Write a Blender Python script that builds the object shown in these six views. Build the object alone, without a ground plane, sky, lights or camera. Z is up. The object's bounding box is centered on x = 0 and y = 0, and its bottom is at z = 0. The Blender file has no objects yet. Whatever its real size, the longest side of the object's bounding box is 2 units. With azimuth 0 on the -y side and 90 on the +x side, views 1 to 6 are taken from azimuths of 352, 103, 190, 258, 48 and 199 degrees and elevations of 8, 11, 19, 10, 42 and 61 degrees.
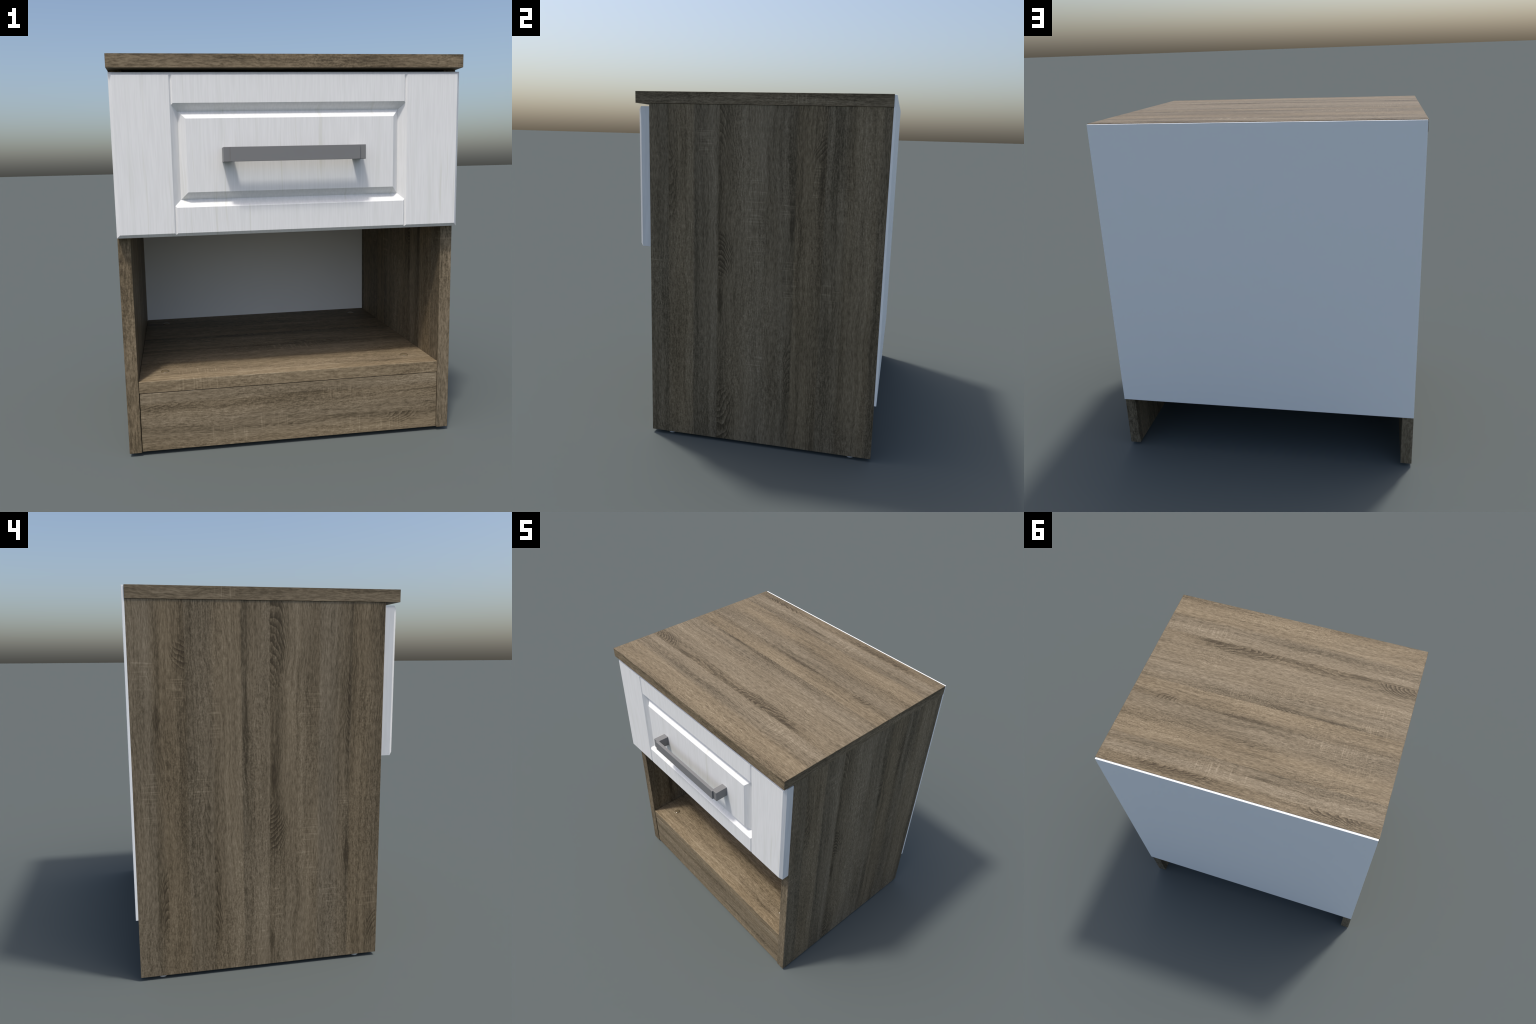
"""Bedside cabinet: oak-decor carcass, white framed drawer front with a grey bow handle."""
import bpy, bmesh, math
from mathutils import Vector

# --------------------------------------------------------------------------
# sizes (metres, z up, front faces -y)
# --------------------------------------------------------------------------
BOARD = 0.0617                     # board thickness
TOP_X, TOP_Y0, TOP_Y1 = 0.872, -0.660, 0.7255
TOP_Z0, TOP_Z1 = 1.9373, 2.0
SIDE_X, SIDE_Y0, SIDE_Y1 = 0.869, -0.582, 0.7255
SIDE_Z0, SIDE_Z1 = 0.0165, 1.9364
INNER_X = 0.8058                     # inside face of the side panels
SHELF_Z1 = 0.3967
SHELF_Z0 = SHELF_Z1 - BOARD
BACK_X, BACK_Y0, BACK_Y1 = 0.869, 0.7257, 0.7384
BACK_Z0, BACK_Z1 = 0.3372, 1.9966
DR_X, DR_Z0, DR_Z1 = 0.8655, 1.1435, 1.9205     # drawer front outline
DR_Y0, DR_Y1, DR_CH = -0.647, -0.5826, 0.0163   # face, rear, chamfer
MOAT_X, MOAT_Z0, MOAT_Z1 = 0.5875, 1.2836, 1.7772   # outer rim of the routed frame
MOAT_W, MOAT_IN, MOAT_D = 0.0366, 0.0356, 0.0366    # outer slope, inner slope, depth
GROOVE_W = 0.0155
H_X, H_Z0, H_Z1 = 0.346, 1.4963, 1.5658         # handle
H_POST_W, H_BAR_X = 0.0438, 0.3148
H_FRONT, H_POST_FRONT, H_BAR_BACK = -0.7388, -0.7300, -0.7182

# --------------------------------------------------------------------------
# small node-building helper
# --------------------------------------------------------------------------
class Graph:
    def __init__(self, name):
        self.mat = bpy.data.materials.new(name)
        self.mat.use_nodes = True
        self.nt = self.mat.node_tree
        self.nt.nodes.clear()
        self.out = self.nt.nodes.new('ShaderNodeOutputMaterial')

    def link(self, src, sock):
        if isinstance(src, bpy.types.NodeSocket):
            self.nt.links.new(src, sock)
        else:
            sock.default_value = src

    def math(self, op, a, b=0.0, c=None, clamp=False):
        n = self.nt.nodes.new('ShaderNodeMath')
        n.operation = op
        n.use_clamp = clamp
        self.link(a, n.inputs[0])
        self.link(b, n.inputs[1])
        if c is not None:
            self.link(c, n.inputs[2])
        return n.outputs[0]

    def add(self, a, b): return self.math('ADD', a, b)
    def sub(self, a, b): return self.math('SUBTRACT', a, b)
    def mul(self, a, b): return self.math('MULTIPLY', a, b)
    def mad(self, a, b, c): return self.math('MULTIPLY_ADD', a, b, c)

    def smooth(self, x, lo, hi, a=0.0, b=1.0):
        n = self.nt.nodes.new('ShaderNodeMapRange')
        n.interpolation_type = 'SMOOTHSTEP'
        self.link(x, n.inputs['Value'])
        n.inputs['From Min'].default_value = lo
        n.inputs['From Max'].default_value = hi
        n.inputs['To Min'].default_value = a
        n.inputs['To Max'].default_value = b
        return n.outputs[0]

    def vec(self, x, y, z):
        n = self.nt.nodes.new('ShaderNodeCombineXYZ')
        for s, v in zip(n.inputs, (x, y, z)):
            self.link(v, s)
        return n.outputs[0]

    def object_xyz(self):
        tc = self.nt.nodes.new('ShaderNodeTexCoord')
        s = self.nt.nodes.new('ShaderNodeSeparateXYZ')
        self.nt.links.new(tc.outputs['Object'], s.inputs[0])
        return {'x': s.outputs[0], 'y': s.outputs[1], 'z': s.outputs[2]}

    def noise(self, v, detail=2.0, rough=0.5, dist=0.0):
        n = self.nt.nodes.new('ShaderNodeTexNoise')
        n.inputs['Scale'].default_value = 1.0
        n.inputs['Detail'].default_value = detail
        n.inputs['Roughness'].default_value = rough
        n.inputs['Distortion'].default_value = dist
        self.link(v, n.inputs['Vector'])
        return n.outputs[0]

    def ramp(self, x, stops, interp='LINEAR'):
        n = self.nt.nodes.new('ShaderNodeValToRGB')
        n.color_ramp.interpolation = interp
        el = n.color_ramp.elements
        while len(el) < len(stops):
            el.new(0.5)
        for e, (p, c) in zip(el, stops):
            e.position = p
            e.color = (c, c, c, 1) if isinstance(c, float) else (*c, 1)
        self.link(x, n.inputs[0])
        return n.outputs[0]

    def mix(self, f, a, b, blend='MIX'):
        n = self.nt.nodes.new('ShaderNodeMix')
        n.data_type = 'RGBA'
        n.blend_type = blend
        n.clamp_factor = True
        self.link(f, n.inputs[0])
        for s, v in ((n.inputs[6], a), (n.inputs[7], b)):
            self.link(v if isinstance(v, bpy.types.NodeSocket) else (*v, 1), s)
        return n.outputs[2]

    def finish(self, color, rough=0.5, spec=0.5, metallic=0.0, bump=None, bump_dist=0.001, bump_strength=0.3):
        p = self.nt.nodes.new('ShaderNodeBsdfPrincipled')
        self.link(color if isinstance(color, bpy.types.NodeSocket) else (*color, 1), p.inputs['Base Color'])
        self.link(rough, p.inputs['Roughness'])
        p.inputs['Specular IOR Level'].default_value = spec
        p.inputs['Metallic'].default_value = metallic
        if bump is not None:
            b = self.nt.nodes.new('ShaderNodeBump')
            b.inputs['Strength'].default_value = bump_strength
            b.inputs['Distance'].default_value = bump_dist
            self.link(bump, b.inputs['Height'])
            self.nt.links.new(b.outputs[0], p.inputs['Normal'])
        self.nt.links.new(p.outputs[0], self.out.inputs[0])
        return self.mat


# --------------------------------------------------------------------------
# oak decor: strips across the grain + fibre + cathedral figures + saw marks
#   strips   : (position across the grain, tone 0..1, warmth 0..1)
#   arches   : nested cathedral arcs that spring from a strip joint
#              (u, v, half length, width, arcs, side of the joint, sense along the grain, depth)
#   flames   : dark tapered patches (u, v, half length, half width, depth)
#   saws     : patches of saw-blade marks across the grain (u, v, half length, half width)
# --------------------------------------------------------------------------
def oak(name, along, across, strips, arches=(), flames=(), saws=(), seed=0.0, contrast=1.0):
    g = Graph(name)
    xyz = g.object_xyz()
    third = [a for a in 'xyz' if a not in (along, across)][0]
    u = xyz[along]
    v = xyz[across]
    w = xyz[third]
    us = g.add(u, seed * 3.17)
    # fibre direction wanders slowly
    wander = g.noise(g.vec(g.mul(us, 1.6), g.mul(v, 3.5), g.mul(w, 2.0)), 2.0, 0.5)
    v1 = g.mad(g.sub(wander, 0.5), 0.070, v)
    curl = g.noise(g.vec(g.mad(us, 4.2, 5.5), g.mul(v, 7.0), g.mul(w, 4.0)), 2.0, 0.5)
    v1 = g.mad(g.sub(curl, 0.5), 0.040, v1)
    ripple = g.noise(g.vec(g.mul(us, 9.0), g.mul(v, 14.0), g.mul(w, 9.0)), 2.0, 0.5)
    v2 = g.mad(g.sub(ripple, 0.5), 0.010, v1)
    v_hard = g.mad(g.sub(wander, 0.5), 0.012, v)

    # broad strips
    lo, hi = strips[0][0], strips[-1][0]
    pos = lambda p: min(1.0, max(0.0, (p - lo) / (hi - lo)))
    t = g.math('DIVIDE', g.sub(v_hard, lo), hi - lo, clamp=True)
    tone = g.ramp(t, [(pos(p), 0.51 + contrast * (c - 0.51)) for p, c, _ in strips])
    warm = g.ramp(t, [(pos(p), float(h)) for p, _, h in strips])

    # slow drift along the strips
    drift = g.noise(g.vec(g.mul(us, 1.5), g.mul(v2, 9.0), g.mul(w, 4.0)), 3.0, 0.55)
    tone = g.mad(g.sub(drift, 0.5), 0.46, tone)
    warm_drift = g.noise(g.vec(g.mad(us, 0.9, 7.3), g.mul(v2, 7.0), g.mul(w, 3.0)), 2.0, 0.5)
    warm = g.mad(g.sub(warm_drift, 0.5), 0.8, warm)

    # long growth streaks
    streak = g.noise(g.vec(g.mad(us, 1.3, 3.1), g.mul(v2, 46.0), g.mul(w, 30.0)), 3.0, 0.6)
    tone = g.mad(g.smooth(streak, 0.30, 0.66), 0.155, g.sub(tone, 0.081))
    hair = g.noise(g.vec(g.mad(us, 2.2, 8.4), g.mul(v2, 105.0), g.mul(w, 80.0)), 2.0, 0.55)
    tone = g.mad(g.smooth(hair, 0.30, 0.64), 0.09, g.sub(tone, 0.047))
    vein = g.noise(g.vec(g.mad(us, 0.8, 11.0), g.mul(v1, 19.0), g.mul(w, 12.0)), 2.0, 0.5)
    tone = g.mad(g.smooth(vein, 0.27, 0.44), 0.11, g.sub(tone, 0.103))

    # short fibres and pores
    fibre = g.noise(g.vec(g.mul(us, 26.0), g.mul(v2, 175.0), g.mul(w, 130.0)), 3.0, 0.62)
    tone = g.mad(g.smooth(fibre, 0.30, 0.70), 0.36, g.sub(tone, 0.18))
    fleck = g.noise(g.vec(g.mad(us, 95.0, 5.0), g.mul(v2, 150.0), g.mul(w, 120.0)), 2.0, 0.6)
    fleck_zone = g.smooth(g.noise(g.vec(g.mad(us, 1.7, 2.0), g.mul(v, 6.0), g.mul(w, 5.0)), 1.0, 0.5), 0.44, 0.60)
    tone = g.mad(g.mul(g.sub(fleck, 0.5), g.mad(fleck_zone, 0.60, 0.25)), 0.85, tone)

    # cathedral figures and knots
    wob = g.sub(g.noise(g.vec(g.mul(us, 11.0), g.mul(v, 17.0), g.mul(w, 9.0)), 2.0, 0.55), 0.5)
    sway = g.sub(g.noise(g.vec(g.mad(us, 4.5, 6.0), g.mul(v, 9.0), g.mul(w, 5.0)), 1.0, 0.5), 0.5)
    for (u0, v0, a, b, count, side, sense, depth) in arches:
        du = g.mul(g.sub(u, u0), sense / a)
        dv = g.mul(g.sub(v, v0), side / b)
        dv2 = g.mul(dv, dv)
        phase = g.mad(sway, 3.8, g.mad(wob, 1.4, g.mul(g.mad(dv2, 1.25, du), float(count))))
        saw = g.math('FRACT', phase)
        edge = g.smooth(saw, 0.0, 0.10)
        line = g.mul(edge, g.math('POWER', g.sub(1.0, saw), 1.3))
        mask = g.mul(g.smooth(g.mad(wob, 0.9, g.mad(du, du, dv2)), 1.0, 0.15), g.smooth(dv, -0.02, 0.05))
        tone = g.sub(tone, g.mul(g.mul(mask, g.mad(line, 1.2, -0.16)), depth * 0.92))
    for (u0, v0, a, b, depth) in flames:
        du = g.mul(g.sub(u, u0), 1.0 / a)
        dv = g.mad(wob, 0.5, g.mul(g.sub(v, v0), 1.0 / b))
        rr = g.add(g.math('ABSOLUTE', du), g.mul(dv, dv))
        tone = g.sub(tone, g.mul(g.smooth(rr, 1.0, 0.1), depth * 0.85))

    # saw-blade marks: short pale lines square to the grain
    teeth = g.noise(g.vec(g.mad(us, 120.0, 1.0), g.mul(v, 6.0), g.mul(w, 6.0)), 1.0, 0.5)
    teeth = g.smooth(teeth, 0.52, 0.70)
    patch = g.smooth(g.noise(g.vec(g.mad(us, 3.2, 9.0), g.mul(v, 11.0), g.mul(w, 8.0)), 1.0, 0.5), 0.60, 0.72)
    patch = g.mul(patch, 0.4)
    torn = g.sub(g.noise(g.vec(g.mad(us, 60.0, 2.0), g.mul(v, 3.0), g.mul(w, 3.0)), 1.0, 0.5), 0.5)
    for (u0, v0, a, b) in saws:
        du = g.mul(g.sub(u, u0), 1.0 / a)
        dv = g.mul(g.sub(v, v0), 1.0 / b)
        rr = g.mad(torn, 2.4, g.mad(wob, 1.2, g.add(g.mul(du, du), g.mul(dv, dv))))
        patch = g.math('MAXIMUM', patch, g.smooth(rr, 1.35, 0.0))
    tone = g.mad(g.mul(teeth, patch), 0.20, tone)
    tone = g.mad(g.sub(tone, 0.5), 1.14, 0.478)

    brown = g.ramp(tone, [(0.0, (0.068, 0.049, 0.030)), (0.25, (0.115, 0.088, 0.053)),
                          (0.5, (0.185, 0.141, 0.087)), (0.75, (0.254, 0.198, 0.125)),
                          (1.0, (0.344, 0.278, 0.184))])
    grey = g.ramp(tone, [(0.0, (0.065, 0.053, 0.033)), (0.25, (0.109, 0.089, 0.059)),
                         (0.5, (0.176, 0.143, 0.098)), (0.75, (0.248, 0.204, 0.144)),
                         (1.0, (0.337, 0.283, 0.205))])
    color = g.mix(g.math('MULTIPLY_ADD', warm, 0.80, 0.22, clamp=True), grey, brown)
    rough = g.mad(fibre, -0.10, 0.60)
    return g.finish(color, rough, 0.15, bump=fibre, bump_dist=0.0008, bump_strength=0.12)


def white_foil(name):
    """white wood-grain foil, grain upright, faint olive-grey lines"""
    g = Graph(name)
    c = g.object_xyz()
    wander = g.noise(g.vec(g.mul(c['x'], 3.0), g.mul(c['y'], 3.0), g.mul(c['z'], 2.0)), 2.0, 0.5)
    x = g.mad(g.sub(wander, 0.5), 0.03, c['x'])
    d = g.mul(c['y'], 60.0)
    fine = g.noise(g.vec(g.mul(x, 120.0), d, g.mul(c['z'], 5.0)), 3.0, 0.6)
    wide = g.noise(g.vec(g.mul(x, 22.0), g.mul(d, 0.3), g.mul(c['z'], 0.9)), 3.0, 0.6)
    pore = g.noise(g.vec(g.mad(x, 40.0, 4.0), g.mul(d, 0.1), g.mul(c['z'], 1.1)), 2.0, 0.55)
    col = g.mix(g.smooth(fine, 0.33, 0.66), (0.732, 0.732, 0.722), (0.782, 0.781, 0.772))
    col = g.mix(g.smooth(wide, 0.56, 0.78, 0.0, 0.45), col, (0.66, 0.668, 0.632))
    col = g.mix(g.smooth(pore, 0.62, 0.72, 0.0, 0.50), col, (0.62, 0.622, 0.560))
    return g.finish(col, 0.45, 0.4, bump=fine, bump_dist=0.0006, bump_strength=0.10)


def plain(name, color, rough=0.5, spec=0.5, metallic=0.0, grain=0.0):
    g = Graph(name)
    c = g.object_xyz()
    n = g.noise(g.vec(g.mul(c['x'], 6.0), g.mul(c['y'], 6.0), g.mul(c['z'], 6.0)), 3.0, 0.6)
    lo = tuple(k * (1 - grain) for k in color)
    hi = tuple(min(1.0, k * (1 + grain)) for k in color)
    return g.finish(g.mix(n, lo, hi), rough, spec, metallic)


# --------------------------------------------------------------------------
# mesh helpers
# --------------------------------------------------------------------------
def link_object(name, mesh, mat, parent):
    ob = bpy.data.objects.new(name, mesh)
    bpy.context.scene.collection.objects.link(ob)
    if mat is not None and not mesh.materials:
        mesh.materials.append(mat)
    ob.parent = parent
    return ob


def box_bm(bm, x0, x1, y0, y1, z0, z1):
    vs = [bm.verts.new((x, y, z)) for x in (x0, x1) for y in (y0, y1) for z in (z0, z1)]
    for f in ((0, 1, 3, 2), (4, 6, 7, 5), (0, 4, 5, 1), (2, 3, 7, 6), (0, 2, 6, 4), (1, 5, 7, 3)):
        bm.faces.new([vs[i] for i in f])
    bmesh.ops.recalc_face_normals(bm, faces=bm.faces)


def board(name, x0, x1, y0, y1, z0, z1, mat, parent, bevel=0.0012):
    bm = bmesh.new()
    box_bm(bm, x0, x1, y0, y1, z0, z1)
    if bevel:
        bmesh.ops.bevel(bm, geom=list(bm.edges), offset=bevel, segments=1, affect='EDGES')
    me = bpy.data.meshes.new(name)
    bm.to_mesh(me)
    bm.free()
    return link_object(name, me, mat, parent)


def lathe_mesh(name, profile, steps=32):
    """surface of revolution about z through (radius, z) points"""
    bm = bmesh.new()
    rings = []
    for r, z in profile:
        if r < 1e-6:
            rings.append([bm.verts.new((0, 0, z))])
        else:
            rings.append([bm.verts.new((r * math.cos(2 * math.pi * i / steps), r * math.sin(2 * math.pi * i / steps), z))
                          for i in range(steps)])
    for a, b in zip(rings, rings[1:]):
        for i in range(steps):
            j = (i + 1) % steps
            quad = [a[i % len(a)], a[j % len(a)], b[j % len(b)], b[i % len(b)]]
            uniq = list(dict.fromkeys(quad))
            if len(uniq) > 2:
                bm.faces.new(uniq)
    bmesh.ops.recalc_face_normals(bm, faces=bm.faces)
    for f in bm.faces:
        f.smooth = True
    me = bpy.data.meshes.new(name)
    bm.to_mesh(me)
    bm.free()
    return me


# --------------------------------------------------------------------------
# drawer front: chamfered slab, two upright V grooves, V-routed frame
# --------------------------------------------------------------------------
def helper(name, bm):
    bmesh.ops.recalc_face_normals(bm, faces=bm.faces)
    me = bpy.data.meshes.new(name)
    bm.to_mesh(me)
    bm.free()
    ob = bpy.data.objects.new(name, me)
    bpy.context.scene.collection.objects.link(ob)
    return ob


def ring(bm, x, z0, z1, y):
    return [bm.verts.new(p) for p in ((-x, y, z0), (x, y, z0), (x, y, z1), (-x, y, z1))]


def bridge(bm, a, b):
    for i in range(4):
        j = (i + 1) % 4
        bm.faces.new((a[i], a[j], b[j], b[i]))


def slab():
    bm = bmesh.new()
    face = ring(bm, DR_X - DR_CH, DR_Z0 + DR_CH, DR_Z1 - DR_CH, DR_Y0)
    rim = ring(bm, DR_X, DR_Z0, DR_Z1, DR_Y0 + DR_CH)
    rear = ring(bm, DR_X, DR_Z0, DR_Z1, DR_Y1)
    bm.faces.new(face)
    bridge(bm, face, rim)
    bridge(bm, rim, rear)
    bm.faces.new(rear[::-1])
    return helper('slab', bm)


def moat_cutter():
    """closed ring with a triangular section, standing a little proud of the face"""
    proud = 0.01
    ko, ki = proud * MOAT_W / MOAT_D, proud * MOAT_IN / MOAT_D
    yo = DR_Y0 - proud
    bm = bmesh.new()
    def inset(k, y):
        return ring(bm, MOAT_X - k, MOAT_Z0 + k, MOAT_Z1 - k, y)
    outer = inset(-ko, yo)
    valley = inset(MOAT_W, DR_Y0 + MOAT_D)
    inner = inset(MOAT_W + MOAT_IN + ki, yo)
    bridge(bm, outer, valley)
    bridge(bm, valley, inner)
    bridge(bm, inner, outer)
    return helper('moat', bm)


def groove_cutter(sign):
    proud = 0.01
    h = GROOVE_W / 2
    xc = sign * (MOAT_X - h)
    bm = bmesh.new()
    ends = []
    for z in (DR_Z0 - 0.05, DR_Z1 + 0.05):
        ends.append([bm.verts.new(p) for p in ((xc - h - proud, DR_Y0 - proud, z), (xc, DR_Y0 + h, z),
                                               (xc + h + proud, DR_Y0 - proud, z))])
    bm.faces.new(ends[0])
    bm.faces.new(ends[1][::-1])
    for i in range(3):
        j = (i + 1) % 3
        bm.faces.new((ends[0][i], ends[0][j], ends[1][j], ends[1][i]))
    return helper('groove', bm)


def drawer_front(mat, parent):
    base = slab()
    cutters = [moat_cutter(), groove_cutter(-1), groove_cutter(1)]
    for c in cutters:
        m = base.modifiers.new('cut', 'BOOLEAN')
        m.operation = 'DIFFERENCE'
        m.solver = 'EXACT'
        m.object = c
    dg = bpy.context.evaluated_depsgraph_get()
    me = bpy.data.meshes.new_from_object(base.evaluated_get(dg))
    for o in [base] + cutters:
        old = o.data
        bpy.data.objects.remove(o)
        bpy.data.meshes.remove(old)
    me.name = 'drawer_front'
    for p in me.polygons:
        p.use_smooth = False
    return link_object('drawer_front', me, mat, parent)


# --------------------------------------------------------------------------
# materials
# --------------------------------------------------------------------------
TOP_STRIPS = [(-0.665, .42, .7), (-0.635, .46, .8), (-0.605, .60, .9), (-0.50, .60, .9), (-0.462, .44, .3),
              (-0.435, .44, .3), (-0.405, .60, .3), (-0.340, .58, .3), (-0.335, .40, .6), (-0.27, .46, .6),
              (-0.22, .58, .5), (-0.10, .60, .4), (0.0, .52, .2), (0.045, .50, .5), (0.070, .38, .4),
              (0.075, .58, .9), (0.15, .56, .9), (0.208, .36, .6), (0.214, .46, .4), (0.30, .46, .3),
              (0.37, .44, .6), (0.41, .58, .9), (0.515, .58, .8), (0.522, .42, .2), (0.57, .50, .4),
              (0.61, .60, .2), (0.652, .56, .4), (0.657, .42, .7), (0.73, .46, .8)]
SIDE_STRIPS_LEFT = [(-0.585, .36, .7), (-0.545, .38, .7), (-0.49, .50, .9), (-0.41, .52, .9), (-0.403, .32, .4),
                    (-0.365, .44, .5), (-0.30, .52, .1), (-0.24, .54, .2), (-0.225, .46, .6), (-0.16, .54, .5),
                    (-0.08, .56, .5), (-0.03, .44, .5), (0.026, .36, .6), (0.031, .54, .4), (0.09, .54, .4),
                    (0.14, .42, .4), (0.170, .38, .3), (0.175, .58, .7), (0.27, .56, .7), (0.31, .46, .7),
                    (0.335, .46, .3), (0.40, .46, .2), (0.45, .46, .3), (0.456, .36, .7), (0.49, .48, .9),
                    (0.565, .52, .9), (0.58, .42, .8), (0.605, .42, .6), (0.625, .52, .2), (0.73, .50, .4)]
SIDE_STRIPS_RIGHT = [(-0.585, .40, .2), (-0.475, .42, .2), (-0.469, .46, .8), (-0.40, .54, .9), (-0.326, .56, .8),
                     (-0.321, .36, .1), (-0.27, .44, .1), (-0.20, .56, .1), (-0.183, .54, .1), (-0.178, .34, .5),
                     (-0.12, .46, .5), (-0.05, .56, .4), (0.08, .58, .3), (0.16, .52, .3), (0.20, .54, .2),
                     (0.246, .36, .4), (0.251, .50, .9), (0.33, .52, .9), (0.400, .36, .8), (0.406, .44, .3),
                     (0.50, .46, .3), (0.53, .44, .7), (0.57, .56, .7), (0.67, .58, .8), (0.695, .40, .3), (0.73, .40, .3)]
SHELF_STRIPS = [(-0.585, .56, 1.), (-0.54, .62, 1.), (-0.47, .56, .7), (-0.36, .54, .8), (-0.30, .44, .7),
                (-0.294, .56, .5), (-0.16, .56, .4), (-0.06, .40, .5), (-0.054, .54, .5), (0.12, .50, .4),
                (0.2, .36, .4), (0.206, .52, .7), (0.4, .52, .6), (0.5, .42, .4), (0.73, .5, .4)]
PLINTH_STRIPS = [(0.015, .54, .9), (0.05, .54, .8), (0.10, .50, .5), (0.17, .50, .4), (0.22, .54, .7),
                 (0.265, .44, .8), (0.285, .56, .4), (0.335, .56, .3)]

mat_top = oak('oak_decor_top', 'x', 'y', TOP_STRIPS,
              arches=[(0.28, -0.335, 0.34, 0.11, 6, 1, -1, 0.46), (-0.76, -0.325, 0.17, 0.10, 5, 1, 1, 0.55),
                      (-0.25, -0.335, 0.30, 0.09, 2, 1, 1, 0.30),
                      (0.63, 0.212, 0.09, 0.06, 3, -1, 1, 0.45), (0.38, 0.655, 0.34, 0.07, 7, 1, -1, 0.48),
                      (-0.60, 0.655, 0.24, 0.075, 5, 1, 1, 0.48), (-0.10, 0.075, 0.20, 0.04, 6, -1, -1, 0.42),
                      (-0.05, 0.38, 0.28, 0.05, 4, -1, 1, 0.26)],
              flames=[(-0.50, -0.322, 0.16, 0.022, 0.30), (0.52, -0.322, 0.15, 0.020, 0.30), (-0.42, 0.062, 0.35, 0.014, 0.20),
                      (0.10, 0.205, 0.3, 0.016, 0.14), (-0.15, 0.57, 0.25, 0.018, 0.24)],
              saws=[(0.52, -0.405, 0.24, 0.045), (-0.19, -0.13, 0.10, 0.055), (-0.66, 0.05, 0.18, 0.05), (0.20, 0.03, 0.2, 0.03),
                    (0.14, 0.60, 0.22, 0.05), (-0.5, 0.25, 0.20, 0.07), (-0.70, -0.1, 0.08, 0.05), (-0.68, 0.36, 0.12, 0.05)], seed=1.0, contrast=0.80)
mat_left = oak('oak_decor_left', 'z', 'y', SIDE_STRIPS_LEFT,
               arches=[(0.78, 0.029, 0.17, 0.11, 6, -1, -1, 0.55), (1.76, 0.029, 0.30, 0.13, 6, -1, 1, 0.46),
                       (1.68, 0.452, 0.10, 0.09, 4, 1, -1, 0.42), (0.20, -0.577, 0.11, 0.08, 4, 1, 1, 0.40),
                       (0.42, 0.565, 0.22, 0.065, 5, 1, 1, 0.42), (0.42, 0.326, 0.32, 0.06, 5, -1, 1, 0.34),
                       (1.38, -0.402, 0.28, 0.06, 5, 1, -1, 0.36), (0.85, 0.335, 0.30, 0.07, 4, 1, -1, 0.24)],
               flames=[(1.36, 0.60, 0.16, 0.022, 0.30), (0.60, -0.395, 0.16, 0.022, 0.30), (1.05, 0.010, 0.18, 0.02, 0.30),
                       (1.3, 0.155, 0.5, 0.02, 0.18), (0.15, 0.02, 0.12, 0.02, 0.26)],
               saws=[(1.42, -0.19, 0.11, 0.06), (1.60, 0.66, 0.08, 0.06), (1.55, 0.50, 0.13, 0.045), (0.95, 0.64, 0.18, 0.05),
                     (0.62, -0.18, 0.24, 0.06), (1.02, 0.39, 0.09, 0.06), (0.22, 0.08, 0.13, 0.045), (0.90, -0.38, 0.13, 0.06),
                     (0.32, -0.01, 0.18, 0.035), (1.35, 0.31, 0.2, 0.03), (0.40, -0.30, 0.08, 0.05), (0.33, -0.52, 0.12, 0.05)], seed=2.0)
mat_right = oak('oak_decor_right', 'z', 'y', SIDE_STRIPS_RIGHT,
                arches=[(1.12, -0.179, 0.17, 0.11, 6, 1, 1, 0.55), (0.12, -0.179, 0.32, 0.13, 6, 1, -1, 0.46),
                        (1.71, 0.404, 0.10, 0.09, 4, -1, 1, 0.42), (0.48, 0.249, 0.30, 0.06, 5, -1, 1, 0.36),
                        (1.85, -0.179, 0.2, 0.09, 4, 1, 1, 0.36), (1.50, -0.470, 0.27, 0.07, 4, 1, -1, 0.30)],
                flames=[(1.32, 0.235, 0.16, 0.022, 0.30), (1.0, -0.30, 0.5, 0.02, 0.16), (0.85, -0.165, 0.16, 0.02, 0.26),
                        (1.55, 0.385, 0.2, 0.02, 0.22)],
                saws=[(1.38, 0.03, 0.24, 0.06), (1.43, 0.21, 0.13, 0.05), (0.99, 0.23, 0.16, 0.05), (0.51, 0.05, 0.12, 0.05),
                      (1.74, -0.25, 0.13, 0.05), (1.56, 0.36, 0.14, 0.04), (1.18, 0.03, 0.12, 0.06), (0.95, 0.45, 0.1, 0.05),
                      (1.05, -0.55, 0.08, 0.04)], seed=3.0)
mat_shelf = oak('oak_decor_shelf', 'x', 'y', SHELF_STRIPS,
                arches=[(0.25, -0.06, 0.3, 0.09, 5, 1, 1, 0.40), (-0.2, 0.2, 0.2, 0.09, 5, -1, -1, 0.45)],
                flames=[(0.55, -0.50, 0.2, 0.018, 0.20)],
                saws=[(-0.45, -0.46, 0.22, 0.05), (0.1, -0.12, 0.2, 0.06), (-0.5, -0.585, 0.12, 0.03)], seed=4.0, contrast=1.25)
mat_plinth = oak('oak_decor_plinth', 'x', 'z', PLINTH_STRIPS,
                 arches=[(0.60, 0.125, 0.11, 0.08, 4, -1, 1, 0.45), (-0.68, 0.270, 0.26, 0.05, 5, -1, 1, 0.34),
                         (0.02, 0.10, 0.3, 0.06, 3, 1, -1, 0.24)],
                 flames=[(0.30, 0.13, 0.25, 0.016, 0.20), (0.1, 0.275, 0.35, 0.014, 0.22)],
                 saws=[(0.46, 0.08, 0.18, 0.05), (0.25, 0.27, 0.12, 0.05), (-0.10, 0.13, 0.11, 0.06), (-0.35, 0.08, 0.12, 0.05)],
                 seed=5.0)
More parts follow.
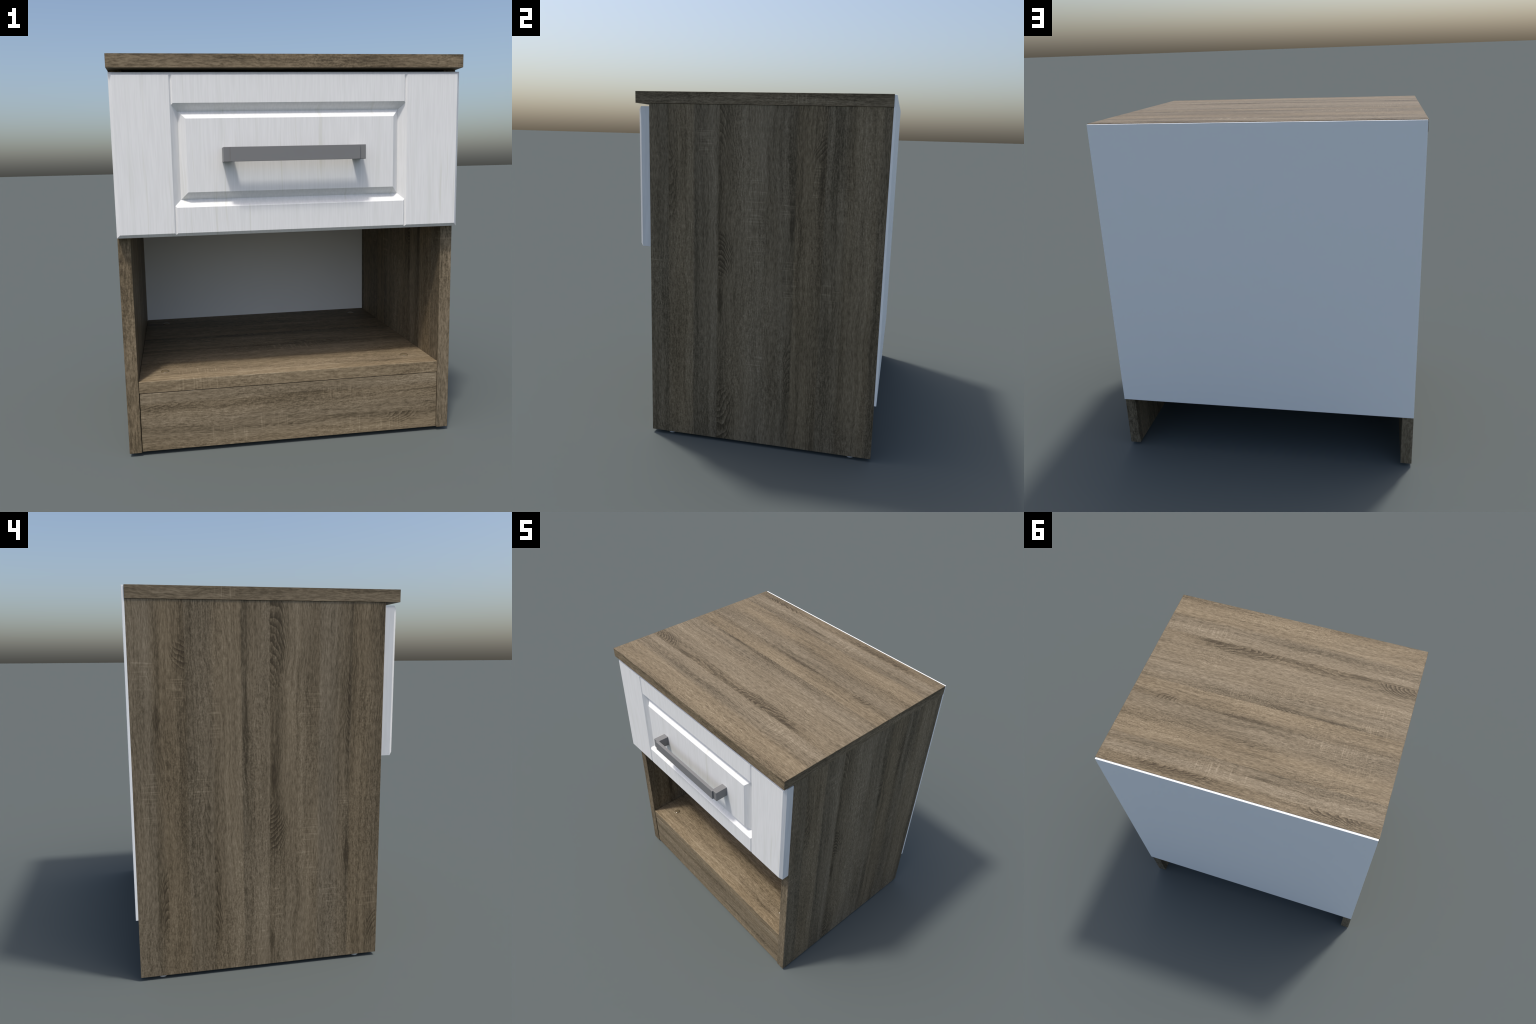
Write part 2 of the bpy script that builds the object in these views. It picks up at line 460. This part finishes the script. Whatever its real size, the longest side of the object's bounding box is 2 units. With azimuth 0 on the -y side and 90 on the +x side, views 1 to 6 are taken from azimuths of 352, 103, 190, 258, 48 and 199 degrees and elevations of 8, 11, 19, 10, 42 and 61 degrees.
mat_band = oak('oak_decor_edge_band', 'y', 'z', [(1.936, .50, .7), (1.958, .52, .5), (1.975, .52, .6), (1.982, .42, .7), (2.002, .44, .7)],
               saws=[(0.25, 1.97, 0.12, 0.03)], seed=6.0)
mat_foil = white_foil('white_woodgrain_foil')
mat_back = plain('white_hardboard', (0.985, 0.985, 0.965), 0.5, 0.5, grain=0.006)
mat_grey = plain('grey_lacquered_metal', (0.186, 0.187, 0.188), 0.45, 0.35, grain=0.01)
mat_cap = plain('brown_plastic_cap', (0.142, 0.110, 0.067), 0.10, 0.5, grain=0.03)
mat_foot = plain('grey_plastic_glide', (0.62, 0.62, 0.63), 0.4, 0.4, grain=0.02)

# --------------------------------------------------------------------------
# assembly
# --------------------------------------------------------------------------
cabinet = bpy.data.objects.new('bedside_cabinet', None)
bpy.context.scene.collection.objects.link(cabinet)
cabinet['label'] = 'brown oak bedside cabinet with white drawer and grey handle'
cabinet['category'] = 'bedside table'

BAND = 0.0022
tabletop = board('tabletop', -TOP_X + BAND, TOP_X - BAND, TOP_Y0, TOP_Y1, TOP_Z0, TOP_Z1, mat_top, cabinet, 0.0)
for sgn in (-1, 1):
    xs = sorted((sgn * TOP_X, sgn * (TOP_X - BAND)))
    board('edge_band', xs[0], xs[1], TOP_Y0, TOP_Y1, TOP_Z0, TOP_Z1 - 0.0004, mat_band, tabletop, 0.0004)
board('side_panel', -SIDE_X, -INNER_X, SIDE_Y0, SIDE_Y1, SIDE_Z0, SIDE_Z1, mat_left, cabinet)
board('side_panel', INNER_X, SIDE_X, SIDE_Y0, SIDE_Y1, SIDE_Z0, SIDE_Z1, mat_right, cabinet)
board('back_panel', -BACK_X, BACK_X, BACK_Y0, BACK_Y1, BACK_Z0, BACK_Z1, mat_back, cabinet, 0.0008)
board('shelf', -INNER_X + 0.0015, INNER_X - 0.0015, -0.5785, SIDE_Y1 - 0.0005, SHELF_Z0, SHELF_Z1, mat_shelf, cabinet)
board('plinth', -INNER_X + 0.0035, INNER_X - 0.0025, -0.5775, -0.5775 + BOARD, 0.0205, SHELF_Z0 - 0.0032, mat_plinth, cabinet)

# drawer
front = drawer_front(mat_foil, cabinet)
bx, bz0, bz1, by1, th = 0.775, 1.20, 1.885, 0.60, 0.046
for sgn in (-1, 1):
    xs = sorted((sgn * bx, sgn * (bx - th)))
    board('drawer_box_side', xs[0], xs[1], DR_Y1 + 0.0005, by1, bz0, bz1, mat_shelf, front)
board('drawer_box_back', -bx + th + 0.001, bx - th - 0.001, by1 - th, by1 - 0.001, bz0 + 0.01, bz1, mat_shelf, front)
board('drawer_box_bottom', -bx + 0.004, bx - 0.004, DR_Y1 + 0.001, by1 - 0.002, bz0 - 0.013, bz0 - 0.0005, mat_shelf, front, 0.0005)

# handle: flat bar set slightly proud of two square posts
bar = board('drawer_handle', -H_BAR_X, H_BAR_X, H_FRONT, H_BAR_BACK, H_Z0 + 0.0006, H_Z1 - 0.0006, mat_grey, cabinet, 0.0010)
for sgn in (-1, 1):
    xs = sorted((sgn * H_X, sgn * (H_X - H_POST_W)))
    board('handle_post', xs[0], xs[1], H_POST_FRONT, DR_Y0 + 0.004, H_Z0, H_Z1, mat_grey, bar, 0.0014)

# connector caps on the shelf: shallow glossy domes
R = 0.0230
dome = [(R, -0.004), (R, 0.0006)] + [(R * math.cos(a), 0.0006 + 0.0076 * math.sin(a)) for a in
                                      [math.pi / 2 * i / 8 for i in range(1, 9)]]
dome[-1] = (0.0, dome[-1][1])
cap_mesh = lathe_mesh('connector_cap', dome)
for y in (-0.4360, 0.5800):
    for x in (-0.6715, 0.6715):
        ob = link_object('connector_cap', cap_mesh, mat_cap, cabinet)
        ob.location = (x, y, SHELF_Z1)

# nail-on glides under the side panels
glide = [(0.0, 0.0), (0.014, 0.0), (0.0185, 0.0020), (0.0220, 0.0060), (0.0238, 0.0110), (0.0242, 0.0180), (0.0, 0.0180)]
foot_mesh = lathe_mesh('foot', glide)
for y in (-0.4640, 0.6095):
    for x in (-(SIDE_X - BOARD / 2), SIDE_X - BOARD / 2):
        ob = link_object('foot', foot_mesh, mat_foot, cabinet)
        ob.location = (x, y, 0.0)
